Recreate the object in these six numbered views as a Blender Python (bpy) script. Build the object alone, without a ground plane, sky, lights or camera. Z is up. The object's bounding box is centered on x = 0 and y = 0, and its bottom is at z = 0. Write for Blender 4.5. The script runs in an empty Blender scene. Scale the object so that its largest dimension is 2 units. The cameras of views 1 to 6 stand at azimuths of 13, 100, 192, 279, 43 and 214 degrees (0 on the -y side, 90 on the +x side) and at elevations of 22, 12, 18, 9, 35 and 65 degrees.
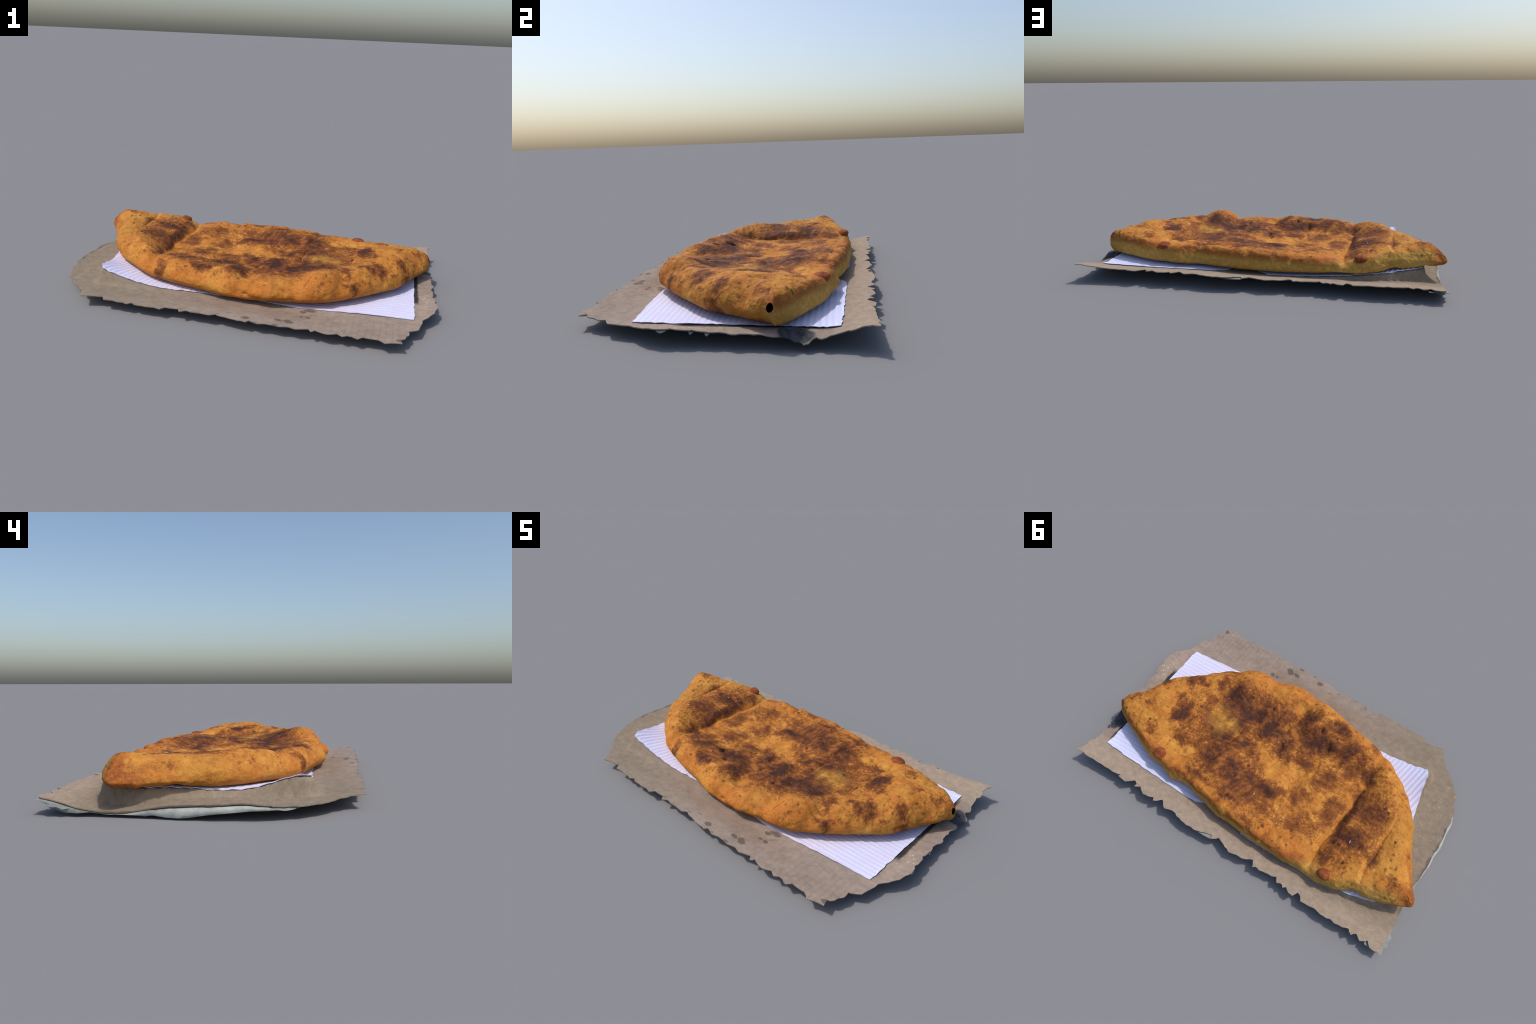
# A half-moon flatbread lying on ribbed white paper on a torn piece of brown cardboard.
import bpy, bmesh, math, random
import numpy as np
from mathutils import Vector, noise
from mathutils.geometry import delaunay_2d_cdt

random.seed(7)
rng = np.random.default_rng(7)
COL = bpy.context.scene.collection


# ------------------------------------------------------------------ helpers
def sstep(a, b, x):
    t = np.clip((np.asarray(x, float) - a) / (b - a), 0, 1)
    return t * t * (3 - 2 * t)


def catmull(points, per=8):
    P = np.array(points, float)
    n = len(P)
    out = []
    for i in range(n):
        p0, p1, p2, p3 = P[i - 1], P[i], P[(i + 1) % n], P[(i + 2) % n]
        for k in range(per):
            t = k / per
            out.append(.5 * (2 * p1 + (p2 - p0) * t + (2 * p0 - 5 * p1 + 4 * p2 - p3) * t * t
                             + (3 * p1 - p0 - 3 * p2 + p3) * t ** 3))
    return np.array(out)


def soft(x, knots):
    """smooth profile through (x, value) knots"""
    k = np.array(sorted(knots), float)
    x = np.asarray(x, float)
    w = .012
    acc = 0
    for o, g in ((-1.5, .12), (-.75, .23), (0, .3), (.75, .23), (1.5, .12)):
        acc = acc + g * np.interp(x + o * w, k[:, 0], k[:, 1])
    return acc


def poly_distance(x, y, poly):
    """distance of points to a closed polygon, and the nearest vertex index"""
    x = np.asarray(x).ravel(); y = np.asarray(y).ravel()
    A = poly; B = np.roll(poly, -1, axis=0)
    D = B - A; L2 = (D ** 2).sum(1) + 1e-12
    dist = np.empty(len(x)); idx = np.empty(len(x), int)
    for s in range(0, len(x), 8000):
        px = x[s:s + 8000, None]; py = y[s:s + 8000, None]
        t = np.clip(((px - A[:, 0]) * D[:, 0] + (py - A[:, 1]) * D[:, 1]) / L2, 0, 1)
        d2 = (A[:, 0] + t * D[:, 0] - px) ** 2 + (A[:, 1] + t * D[:, 1] - py) ** 2
        j = d2.argmin(1)
        dist[s:s + 8000] = np.sqrt(d2[np.arange(len(j)), j]); idx[s:s + 8000] = j
    return dist, idx


def inside(x, y, poly):
    x = np.asarray(x).ravel(); y = np.asarray(y).ravel()
    r = np.zeros(len(x), bool)
    for (x0, y0), (x1, y1) in zip(poly, np.roll(poly, -1, axis=0)):
        c = ((y0 > y) != (y1 > y))
        if y1 != y0:
            r ^= c & (x < (x1 - x0) * (y - y0) / (y1 - y0) + x0)
    return r


def fbm(P, scale, seed=0.0, octaves=2):
    out = np.zeros(len(P))
    off = Vector((seed * 3.1, seed * 1.7, seed * 5.3))
    for i, p in enumerate(P):
        v = Vector(p) * (1 / scale) + off
        s = 0; a = 1
        for o in range(octaves):
            s += a * noise.noise(v); v = v * 2.03; a *= .5
        out[i] = s
    return out


def mesh_object(name, verts, faces, mat, parent=None, smooth=True):
    me = bpy.data.meshes.new(name)
    me.from_pydata([tuple(v) for v in verts], [], faces)
    me.validate()
    me.polygons.foreach_set("use_smooth", [smooth] * len(me.polygons))
    me.materials.append(mat)
    ob = bpy.data.objects.new(name, me)
    COL.objects.link(ob)
    if parent: ob.parent = parent
    return ob


def thing(name, label, category):
    e = bpy.data.objects.new(name, None)
    e.empty_display_size = .1
    COL.objects.link(e)
    e["label"] = label; e["category"] = category
    return e


# ------------------------------------------------------------------ node helpers
class Nodes:
    def __init__(self, name, rough=.8, spec=.3):
        self.mat = bpy.data.materials.new(name)
        self.mat.use_nodes = True
        self.t = self.mat.node_tree
        self.b = self.t.nodes["Principled BSDF"]
        self.b.inputs["Roughness"].default_value = rough
        self.b.inputs["Specular IOR Level"].default_value = spec
        self.pos = self.t.nodes.new("ShaderNodeTexCoord").outputs["Object"]
        s = self.n("ShaderNodeSeparateXYZ"); self.l(self.pos, s.inputs[0])
        self.x, self.y, self.z = s.outputs

    def n(self, kind): return self.t.nodes.new(kind)
    def l(self, a, b): self.t.links.new(a, b)

    def put(self, sock, v):
        if isinstance(v, bpy.types.NodeSocket): self.l(v, sock)
        elif isinstance(v, (tuple, list)) and len(v) == 3 and len(sock.default_value) == 4: sock.default_value = (*v, 1)
        else: sock.default_value = v

    def m(self, op, a, b=0.0, clamp=False):
        k = self.n("ShaderNodeMath"); k.operation = op; k.use_clamp = clamp
        self.put(k.inputs[0], a); self.put(k.inputs[1], b)
        return k.outputs[0]

    def noise(self, scale, detail=3, rough=.55, vec=None, color=False, dist=0.0):
        k = self.n("ShaderNodeTexNoise")
        k.inputs["Scale"].default_value = scale; k.inputs["Detail"].default_value = detail
        k.inputs["Roughness"].default_value = rough; k.inputs["Distortion"].default_value = dist
        self.l(vec or self.pos, k.inputs["Vector"])
        return k.outputs["Color" if color else "Fac"]

    def rng(self, v, a, b, c=0.0, d=1.0, smooth=True):
        k = self.n("ShaderNodeMapRange")
        k.interpolation_type = 'SMOOTHSTEP' if smooth else 'LINEAR'
        self.put(k.inputs[0], v)
        for i, q in enumerate((a, b, c, d)): self.put(k.inputs[i + 1], q)
        return k.outputs[0]

    def mix(self, f, a, b, mode='MIX'):
        k = self.n("ShaderNodeMix"); k.data_type = 'RGBA'; k.blend_type = mode
        self.put(k.inputs[0], f); self.put(k.inputs[6], a); self.put(k.inputs[7], b)
        return k.outputs[2]

    def ramp(self, f, stops):
        k = self.n("ShaderNodeValToRGB"); self.l(f, k.inputs[0])
        e = k.color_ramp.elements
        while len(e) < len(stops): e.new(.5)
        for el, (p, c) in zip(e, stops): el.position = p; el.color = (*c, 1)
        return k.outputs[0]

    def curve(self, v, pts, lo, hi):
        """piecewise-smooth function of v; pts (v, value)"""
        k = self.n("ShaderNodeFloatCurve")
        t = self.rng(v, lo, hi, 0, 1, False); self.l(t, k.inputs["Value"])
        c = k.mapping.curves[0]
        pts = [((a - lo) / (hi - lo), b) for a, b in pts]
        while len(c.points) < len(pts): c.points.new(.5, .5)
        for q, (a, b) in zip(c.points, pts): q.location = (a, b)
        k.mapping.update()
        return k.outputs[0]

    def warped(self, scale, amount, detail=2):
        c = self.noise(scale, detail, color=True)
        a = self.n("ShaderNodeVectorMath"); a.operation = 'SUBTRACT'; self.l(c, a.inputs[0]); a.inputs[1].default_value = (.5, .5, .5)
        b = self.n("ShaderNodeVectorMath"); b.operation = 'MULTIPLY_ADD'; self.l(a.outputs[0], b.inputs[0])
        b.inputs[1].default_value = (amount,) * 3; self.l(self.pos, b.inputs[2])
        return b.outputs[0]

    def spot(self, vec, x, y, rx, ry, rot=0.0, soft=(.35, 1.2), z=None, rz=50.0):
        k = self.n("ShaderNodeMapping"); k.vector_type = 'TEXTURE'; self.l(vec, k.inputs[0])
        k.inputs[1].default_value = (x, y, z or 0); k.inputs[2].default_value = (0, 0, rot); k.inputs[3].default_value = (rx, ry, rz)
        v = self.n("ShaderNodeVectorMath"); v.operation = 'LENGTH'; self.l(k.outputs[0], v.inputs[0])
        return self.rng(v.outputs["Value"], soft[0], soft[1], 1, 0)

    def spots(self, vec, items, soft=(.35, 1.2)):
        acc = None
        for it in items:
            v = vec
            if acc is not None:  # evaluate one after the other, to keep the shader small
                k = self.n("ShaderNodeVectorMath"); k.operation = 'MULTIPLY_ADD'
                self.l(acc, k.inputs[0]); k.inputs[1].default_value = (1e-9,) * 3; self.l(vec, k.inputs[2])
                v = k.outputs[0]
            s = self.spot(v, *it[:4], rot=it[5] if len(it) > 5 else 0, soft=soft)
            s = self.m('MULTIPLY', s, it[4])
            acc = s if acc is None else self.m('MAXIMUM', acc, s)
        return acc

    def bump(self, h, strength, dist):
        k = self.n("ShaderNodeBump"); k.inputs["Strength"].default_value = strength; k.inputs["Distance"].default_value = dist
        self.l(h, k.inputs["Height"]); self.l(k.outputs[0], self.b.inputs["Normal"])

    def done(self, color):
        self.put(self.b.inputs["Base Color"], color)
        return self.mat


# ------------------------------------------------------------------ materials
# browned patches on the crust: x, y, rx, ry, strength, rotation
BROWN = [
    (.422, -.164, .10, .085, 1.0, .2), (.27, -.13, .085, .08, .95), (.129, -.10, .11, .08, 1.0, .3),
    (.02, -.035, .09, .085, .95), (.667, -.103, .075, .055, .8), (.645, .067, .06, .06, .85),
    (.619, .138, .055, .07, .95), (.814, .0, .06, .05, .75), (.508, .234, .05, .05, .7), (.326, .09, .06, .05, .8),
    (.221, .066, .06, .05, .95), (.33, .243, .08, .035, .65), (.232, .272, .07, .05, .7), (-.052, .216, .085, .085, 1.0),
    (.098, .368, .07, .04, .75), (.104, .183, .05, .04, .6), (-.009, -.30, .09, .06, .75, .5), (-.186, -.324, .075, .05, .9),
    (-.1, -.161, .11, .10, .75), (-.121, -.041, .07, .06, .7), (-.268, -.015, .09, .09, .6), (-.208, .153, .09, .08, .65),
    (-.384, .122, .07, .12, .65), (-.299, .286, .06, .07, .6), (-.191, .332, .05, .05, .55), (-.505, .13, .045, .20, .8, .1),
    (-.59, .20, .11, .08, .85), (-.727, .22, .045, .07, .8), (-.482, -.17, .05, .08, .8), (-.50, -.05, .06, .08, .6),
    (-.57, .03, .08, .08, .65), (.80, .19, .05, .04, .5), (.686, .29, .05, .04, .5), (-.507, .345, .05, .05, .65),
    (-.054, .41, .09, .03, .7), (.30, .37, .10, .03, .65), (.91, .17, .04, .05, .4), (-.30, -.22, .08, .09, .7),
    (-.62, .0, .05, .05, .6), (-.84, .30, .035, .06, .45), (.53, -.19, .05, .06, .65), (.20, -.27, .10, .04, .6),
    (-.36, -.13, .06, .1, .65), (.57, -.27, .035, .03, .75), (-.40, -.33, .05, .03, .6), (.39, .17, .03, .03, .7)]
PALE = [(.42, .02, .09, .10, 1), (.34, .0, .07, .06, 1), (.74, .11, .06, .06, .9), (.55, .30, .04, .03, 1), (-.75, .05, .10, .12, .7),
        (-.8, .2, .1, .1, .5), (.45, .27, .04, .03, .7), (.61, .24, .06, .05, .6), (.0, .10, .03, .06, .7), (-.68, .34, .06, .04, .7)]
# small burnt pits: x, y, r
PITS = [(.658, -.209, .013), (.15, .215, .012), (.175, .222, .011), (.115, .155, .013), (.19, .145, .012), (.42, .09, .014),
        (.452, .289, .018), (.24, -.215, .014), (.55, .02, .012), (-.20, -.25, .011), (-.33, .225, .014), (-.37, .20, .012),
        (-.50, .255, .02), (-.53, .26, .013), (-.63, -.03, .016), (-.655, -.02, .012), (.80, .03, .011), (-.29, .33, .011),
        (-.41, .33, .009), (.05, -.22, .010), (.345, -.20, .010), (.0, .06, .010), (-.22, .06, .009), (.87, -.005, .014),
        (.72, .26, .012), (.36, .33, .012), (-.15, .40, .014), (.02, .35, .011), (-.30, .10, .010), (-.44, .16, .010),
        (-.79, .25, .014), (-.83, .22, .010), (-.76, .10, .010), (-.60, .33, .010)]
BACK = [(-.99, .283), (-.963, .319), (-.87, .356), (-.734, .388), (-.594, .438), (-.471, .453), (-.28, .462), (-.1, .462), (.0, .456),
        (.167, .444), (.302, .430), (.47, .432), (.56, .421), (.655, .404), (.757, .363), (.871, .319), (.97, .262)]


def crust_material():
    N = Nodes("baked_crust", .72, .13)
    w = N.warped(8, .17, 5)
    n_low = N.noise(3.2, 2); n_mid = N.noise(11, 5, .62); n_fine = N.noise(46, 4, .65); n_grain = N.noise(210, 3, .7); n_tiny = N.noise(95, 3, .7)
    brown = N.spots(w, BROWN, (.15, 1.4))
    pale = N.spots(w, PALE, (.2, 1.2))
    # gold, ochre and orange dough colours
    base = N.mix(N.rng(n_low, .38, .62), (.52, .220, .041), (.44, .188, .034))
    base = N.mix(N.m('MULTIPLY', N.rng(N.noise(5.5, 3, .6), .44, .62), .8), base, (.45, .150, .027))
    n_mot = N.noise(23, 4, .6)
    base = N.mix(N.m('MULTIPLY', N.rng(n_mot, .47, .70), N.rng(N.z, .09, .15, .35, .8)), base, (.325, .112, .023))
    base = N.mix(N.m('MULTIPLY', N.rng(n_mot, .47, .30), .45), base, (.60, .31, .066))
    warm = N.spots(w, [(.2, .37, .36, .09, .8), (-.28, .40, .22, .07, .9), (.38, -.37, .13, .07, .9), (-.46, -.30, .13, .08, .8), (.10, -.43, .16, .05, .6), (-.25, -.38, .15, .05, .7), (.60, -.25, .10, .06, .6)], (.3, 1.2))
    base = N.mix(N.m('MULTIPLY', warm, N.rng(n_mid, .3, .6, .4, .95)), base, (.46, .150, .027))
    # browning: an overall toasted field on the top, scorched patches, freckles
    top = N.rng(N.z, .125, .165)
    field = N.m('MAXIMUM', N.spot(w, .0, .03, .70, .42, soft=(.55, 1.05)), N.m('MULTIPLY', N.spot(w, -.58, .12, .15, .36, soft=(.4, 1.1)), .55))
    field = N.m('MULTIPLY', N.m('MULTIPLY', field, top), N.rng(n_mid, .28, .66, .36, .82))
    d = N.m('MULTIPLY', brown, N.rng(n_mid, .26, .62, .45, 1.0))
    d = N.m('ADD', N.m('MAXIMUM', d, field), N.m('MULTIPLY', N.m('MINIMUM', d, field), .25))
    mott = N.m('MULTIPLY', N.rng(n_mid, .50, .72), N.m('MULTIPLY', top, .40))
    d = N.m('MAXIMUM', d, mott)
    stip = N.m('ADD', N.m('MULTIPLY', N.m('SUBTRACT', n_fine, .5), 1.35), N.m('MULTIPLY', N.m('SUBTRACT', n_tiny, .5), .9))
    d = N.m('ADD', d, N.m('MULTIPLY', stip, N.rng(N.z, .10, .16, .35, .85)))
    d = N.m('SUBTRACT', d, N.m('MULTIPLY', pale, N.rng(n_mid, .35, .6, .45, .12)), True)
    brownc = N.ramp(d, [(.0, (.52, .225, .042)), (.20, (.365, .138, .027)), (.42, (.215, .072, .018)), (.66, (.120, .040, .015)), (.90, (.056, .022, .014))])
    col = N.mix(N.rng(d, .03, .25), base, brownc)
    col = N.mix(N.m('MULTIPLY', pale, N.rng(n_fine, .35, .6, .15, .5)), col, (.60, .33, .06))
    # cut edge along the straight back side: pale crumb under a red-brown rim
    yb = N.curve(N.x, BACK, -1, 1)
    gap = N.m('SUBTRACT', yb, N.y)
    rimz = N.m('ADD', N.curve(N.x, [(-1, .19), (-.7, .185), (-.55, .15), (-.45, .135), (-.1, .135), (.2, .14), (.6, .145), (.8, .15), (1, .14)], -1, 1),
               N.m('MULTIPLY', N.m('SUBTRACT', n_mid, .5), .06))
    low = N.m('SUBTRACT', rimz, N.z)
    cut = N.m('MULTIPLY', N.m('MULTIPLY', N.rng(gap, .085, .03), N.rng(N.x, -.95, -.88)), N.rng(low, -.022, .022))
    rim = N.m('MULTIPLY', N.rng(gap, .075, .035), N.m('MULTIPLY', N.rng(low, -.05, -.012), N.rng(low, .02, -.002)))
    rim = N.m('MULTIPLY', rim, N.rng(N.x, -.62, -.5))
    col = N.mix(N.m('MULTIPLY', rim, N.rng(n_mid, .35, .6, .3, .85)), col, (.25, .072, .02))
    crumb = N.mix(N.rng(n_fine, .35, .65), (.44, .245, .05), (.54, .33, .08))
    crumb = N.mix(N.m('MULTIPLY', N.rng(n_mid, .55, .75), .6), crumb, (.36, .14, .03))
    col = N.mix(N.m('MULTIPLY', cut, .92), col, crumb)
    # toasted tip at the left end, orange-red freckles at the right tip
    tip = N.m('MULTIPLY', N.spot(w, -.985, .285, .11, .11, soft=(.3, 1.1)), N.rng(n_fine, .3, .6, .45, 1))
    col = N.mix(tip, col, (.27, .080, .02))
    col = N.mix(N.m('MULTIPLY', N.spot(w, .94, .23, .07, .07, soft=(.2, 1.2)), N.rng(n_fine, .4, .65, 0, .7)), col, (.33, .10, .025))
    # dark lines along the pressed creases
    wob = N.m('ADD', N.m('MULTIPLY', N.m('SINE', N.m('ADD', N.m('MULTIPLY', N.y, 11), 1.3)), .006), N.m('MULTIPLY', N.m('SINE', N.m('MULTIPLY', N.y, 37)), .003))
    cv = N.n("ShaderNodeCombineXYZ"); N.l(N.m('ADD', N.x, wob), cv.inputs[0]); N.l(N.y, cv.inputs[1])
    lines = N.spots(cv.outputs[0], [((a + c) / 2, (b + e) / 2, min(.010, wd * .6), math.hypot(c - a, e - b) / 2, min(1, dp * 120), math.atan2(e - b, c - a) - math.pi / 2) for a, b, c, e, dp, wd in CREASES], (.3, 1.2))
    lines = N.m('MULTIPLY', N.m('MULTIPLY', lines, top), N.rng(n_fine, .35, .55, .25, .85))
    col = N.mix(lines, col, (.14, .045, .016))
    # burnt pits
    pits = N.spots(N.warped(40, .02), [(x, y, r * .85, r, .35 + .65 * abs(math.sin(77 * x + 31 * y))) for x, y, r in PITS], (.4, 1.15))
    holes = N.spots(N.warped(40, .008), [(x, y, a * .8, b * .8, .9, r) for x, y, a, b, r in DIMPLES], (.5, 1.1))
    pits = N.m('MULTIPLY', N.m('MAXIMUM', pits, holes), top)
    pits = N.m('MAXIMUM', pits, N.spot(N.pos, .658, -.215, .012, .012, soft=(.6, 1), z=.164, rz=.012))
    v = N.n("ShaderNodeTexVoronoi"); v.inputs["Scale"].default_value = 42; N.l(N.warped(60, .018), v.inputs["Vector"])
    csep = N.n("ShaderNodeSeparateColor"); N.l(v.outputs["Color"], csep.inputs[0])
    size = N.rng(csep.outputs[0], .35, 1.0, .02, .42, False)
    dots = N.m('SUBTRACT', size, v.outputs["Distance"])
    speck = N.m('MULTIPLY', N.rng(dots, -.04, .14), N.m('MULTIPLY', N.rng(N.noise(6, 2), .36, .56, .25, 1), top))
    col = N.mix(N.m('MULTIPLY', speck, .75), col, (.135, .045, .017))
    col = N.mix(N.m('MULTIPLY', pits, .95), col, (.045, .016, .013))
    # flour-fine grain
    col = N.mix(1.0, col, N.ramp(n_grain, [(.28, (.70, .68, .66)), (.72, (1.30, 1.29, 1.28))]), 'MULTIPLY')
    h = N.m('ADD', N.m('ADD', N.m('MULTIPLY', n_fine, .5), N.m('MULTIPLY', n_grain, .15)), N.m('MULTIPLY', n_mot, .9))
    N.bump(h, .42, .012)
    return N.done(col)


def blister_material():
    N = Nodes("toasted_blister", .7, .12)
    n = N.noise(40, 4, .6)
    N.bump(n, .3, .006)
    return N.done(N.ramp(n, [(.3, (.15, .038, .017)), (.5, (.22, .058, .02)), (.72, (.33, .10, .03))]))


def seed_material():
    N = Nodes("pale_flake", .6, .3)
    return N.done(N.ramp(N.noise(60, 2), [(.3, (.42, .29, .17)), (.7, (.52, .40, .27))]))


def paper_material(ribs):
    N = Nodes("white_ribbed_paper", .75, .25)
    n = N.noise(5, 3); g = N.noise(120, 3)
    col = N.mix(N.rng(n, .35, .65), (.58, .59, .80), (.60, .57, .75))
    # warm grease tint close to the bread, clean cool white to the right
    warm = N.m('MULTIPLY', N.spot(N.warped(4, .1), 0, -.1, .78, .40, soft=(.75, 1.1)), .5)
    col = N.mix(warm, col, (.64, .52, .60))
    back = N.rng(N.y, .2, .35)
    col = N.mix(N.m('MULTIPLY', back, .5), col, (.54, .60, .88))
    across, along, slant, pitch = (N.y, N.x, -.044, .0242) if ribs == 'x' else (N.x, N.y, -.18, .0255)
    ridge = N.m('SINE', N.m('MULTIPLY', N.m('ADD', across, N.m('MULTIPLY', along, slant)), 2 * math.pi / pitch))
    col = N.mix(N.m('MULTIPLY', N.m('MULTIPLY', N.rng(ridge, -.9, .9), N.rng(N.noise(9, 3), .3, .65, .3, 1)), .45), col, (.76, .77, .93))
    col = N.mix(1.0, col, N.ramp(g, [(.3, (.94, .94, .94)), (.7, (1.05, 1.05, 1.05))]), 'MULTIPLY')
    N.bump(g, .15, .003)
    return N.done(col)


def card_material():
    N = Nodes("brown_cardboard", .88, .15)
    m = N.n("ShaderNodeMapping"); m.inputs[3].default_value = (1, 1.35, 1); N.l(N.pos, m.inputs[0])
    n1 = N.noise(3, 3); n2 = N.noise(26, 4, .65, m.outputs[0]); n3 = N.noise(150, 3, .7)
    col = N.mix(N.rng(n1, .35, .65), (.270, .216, .176), (.300, .236, .194))
    left = N.rng(N.x, .1, -.75)
    col = N.mix(N.m('MULTIPLY', left, .7), col, (.225, .180, .125))
    col = N.mix(N.m('MULTIPLY', N.rng(N.y, .40, .55), .8), col, (.33, .258, .195))
    w = N.warped(14, .06, 3)
    grease = N.spot(w, .12, -.47, .52, .085, soft=(.2, 1.2))  # soft reddish-brown tint on the board along the bread's front
    col = N.mix(N.m('MULTIPLY', grease, .40), col, (.22, .135, .088))
    # shading of the corrugation drawn as faint darker colour lines
    rib = N.m('SINE', N.m('MULTIPLY', N.m('ADD', N.x, N.m('MULTIPLY', N.m('SUBTRACT', N.noise(6, 2), .5), .03)), 2 * math.pi / .030))
    ribm = N.m('MULTIPLY', N.rng(rib, -.2, 1), N.m('MULTIPLY', N.rng(N.x, .15, .7), N.rng(N.y, -.3, -.5)))
    col = N.mix(N.m('MULTIPLY', ribm, .25), col, (.20, .155, .115))
    col = N.mix(1.0, col, N.ramp(n2, [(.28, (.80, .80, .80)), (.72, (1.18, 1.17, 1.15))]), 'MULTIPLY')
    col = N.mix(1.0, col, N.ramp(n3, [(.3, (.90, .90, .90)), (.7, (1.08, 1.08, 1.08))]), 'MULTIPLY')
    # greasy drops
    drops = N.spots(N.warped(45, .018), [(.268, -.543, .022, .013, 1, -.2), (.315, -.545, .03, .02, 1, -.5), (.115, -.572, .022, .016, 1), (.392, -.393, .035, .016, 1),
                                         (.365, -.415, .018, .012, 1), (.394, -.465, .016, .011, 1), (.363, -.467, .009, .007, .9), (.26, -.597, .02, .008, .9, .3),
                                         (.029, -.547, .018, .011, .5), (-.134, -.604, .022, .012, .7), (.82, -.562, .022, .012, 1), (.17, -.60, .012, .008, .6),
                                         (.41, -.44, .008, .006, .7), (-.02, -.575, .01, .007, .6), (-.2, -.585, .012, .008, .5)], (.7, 1.15))
    col = N.mix(N.m('MULTIPLY', drops, .75), col, (.095, .070, .052))
    # dusty dark specks
    v = N.n("ShaderNodeTexVoronoi"); v.inputs["Scale"].default_value = 30; N.l(N.pos, v.inputs["Vector"])
    sp = N.m('MULTIPLY', N.rng(v.outputs["Distance"], .17, .08), N.rng(N.noise(8, 2), .52, .62))
    col = N.mix(N.m('MULTIPLY', sp, .35), col, (.12, .095, .075))
    # straw-coloured flecks near the right and left edges
    v2 = N.n("ShaderNodeTexVoronoi"); v2.inputs["Scale"].default_value = 60; N.l(N.warped(30, .03), v2.inputs["Vector"])
    zone = N.m('MAXIMUM', N.spot(N.pos, .935, -.14, .06, .16), N.m('MULTIPLY', N.spot(N.pos, -.86, -.25, .12, .25), .5))
    fl = N.m('MULTIPLY', N.rng(v2.outputs["Distance"], .33, .15), N.m('MULTIPLY', zone, N.rng(N.noise(40, 2), .48, .58)))
    col = N.mix(N.m('MULTIPLY', fl, .85), col, (.60, .47, .27))
    # baked shadow along the paper's right edge, painted as a near-black strip
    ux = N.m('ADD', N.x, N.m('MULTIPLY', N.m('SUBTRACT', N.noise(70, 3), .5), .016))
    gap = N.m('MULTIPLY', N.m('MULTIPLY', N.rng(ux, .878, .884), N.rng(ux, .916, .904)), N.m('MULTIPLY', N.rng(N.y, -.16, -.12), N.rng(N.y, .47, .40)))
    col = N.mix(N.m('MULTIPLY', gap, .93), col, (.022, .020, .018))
    # blue-grey dark patch where the bread tip overhangs the edge
    dark_patch = N.spot(N.warped(22, .03), .955, .315, .052, .075, soft=(.75, 1.05))
    dark_patch_col = N.ramp(N.noise(35, 3, .6), [(.35, (.014, .015, .018)), (.65, (.055, .062, .076))])
    col = N.mix(N.m('MULTIPLY', dark_patch, .95), col, dark_patch_col)
    # dark, dirty left edge
    edge = N.rng(N.m('ADD', N.x, N.m('MULTIPLY', N.m('SUBTRACT', N.noise(20, 3), .5), .05)), -.945, -.962)
    edge = N.m('MULTIPLY', edge, N.m('MULTIPLY', N.rng(N.y, -.32, -.2), N.rng(N.y, .38, .3)))
    col = N.mix(N.m('MULTIPLY', edge, .7), col, (.085, .065, .048))
    N.bump(N.m('ADD', N.m('MULTIPLY', n2, .6), N.m('MULTIPLY', n3, .5)), .4, .004)
    return N.done(col)


def lining_material():
    N = Nodes("pale_backing", .6, .3)
    n = N.noise(9, 4, .6); n2 = N.noise(60, 3)
    col = N.ramp(n, [(.3, (.17, .175, .155)), (.5, (.32, .34, .32)), (.7, (.44, .455, .42))])
    col = N.mix(N.m('MULTIPLY', N.rng(N.y, .14, .30), .7), col, (.15, .165, .155))
    col = N.mix(1.0, col, N.ramp(n2, [(.3, (.9, .9, .9)), (.7, (1.06, 1.06, 1.06))]), 'MULTIPLY')
    return N.done(col)


# ------------------------------------------------------------------ lie of the sheets
PAPER = np.array([(-.700, -.402), (-.55, -.394), (-.2, -.378), (.2, -.372), (.55, -.362), (.884, -.330),
                  (.888, -.1), (.890, .1), (.893, .3), (.896, .474),
                  (.70, .476), (.45, .476), (.30, .474), (.24, .462), (.17, .435), (.02, .425), (-.045, .45), (-.057, .477),
                  (-.25, .470), (-.45, .462), (-.70, .428), (-.82, .394), (-.862, .365), (-.880, .31),
                  (-.87, .2), (-.815, .05), (-.782, -.085), (-.756, -.203), (-.729, -.324)])


def lift(x, y):
    """how far the paper (with the bread on it) is raised off the board at the left end"""
    a = np.clip((-.35 - x) / .35, 0, 1.15) ** 2 * .068 * np.exp(-(np.maximum(y + .4, 0) / .17) ** 2)
    b = np.clip((-.2 - x) / .67, 0, 1.15) ** 1.5 * .062 * sstep(-.08, .40, y)
    c = .022 * sstep(-.4, -.75, x) * np.exp(-((y - .0) / .25) ** 2)
    return a + b + c


def board_flat(x, y):
    """the board is dished: its torn edges stand a little higher than the middle"""
    z = .0515 + .0075 * sstep(-.44, -.58, y) + .002 * sstep(-.2, .5, x)
    z = z + .026 * sstep(.42, .60, y) * (.78 + .35 * sstep(-.2, .9, x))
    z = z + .012 * sstep(.75, 1, x) * sstep(.42, .62, y)
    z = z - .028 * np.exp(-((x - 1.0) / .05) ** 2 - ((y - .345) / .075) ** 2)
    z = z + .004 * sstep(.85, .97, x) + .016 * sstep(.90, .99, x) * np.exp(-((y + .17) / .15) ** 2)
    z = z + .010 * sstep(-.88, -.96, x) * np.exp(-((y + .18) / .10) ** 2)
    z = z - .037 * np.exp(-((x + .98) / .13) ** 2 - ((y - .29) / .16) ** 2)
    z = z + .002 * np.sin(9 * x + 3 * y) * np.cos(7 * y - 2 * x)
    return z


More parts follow.
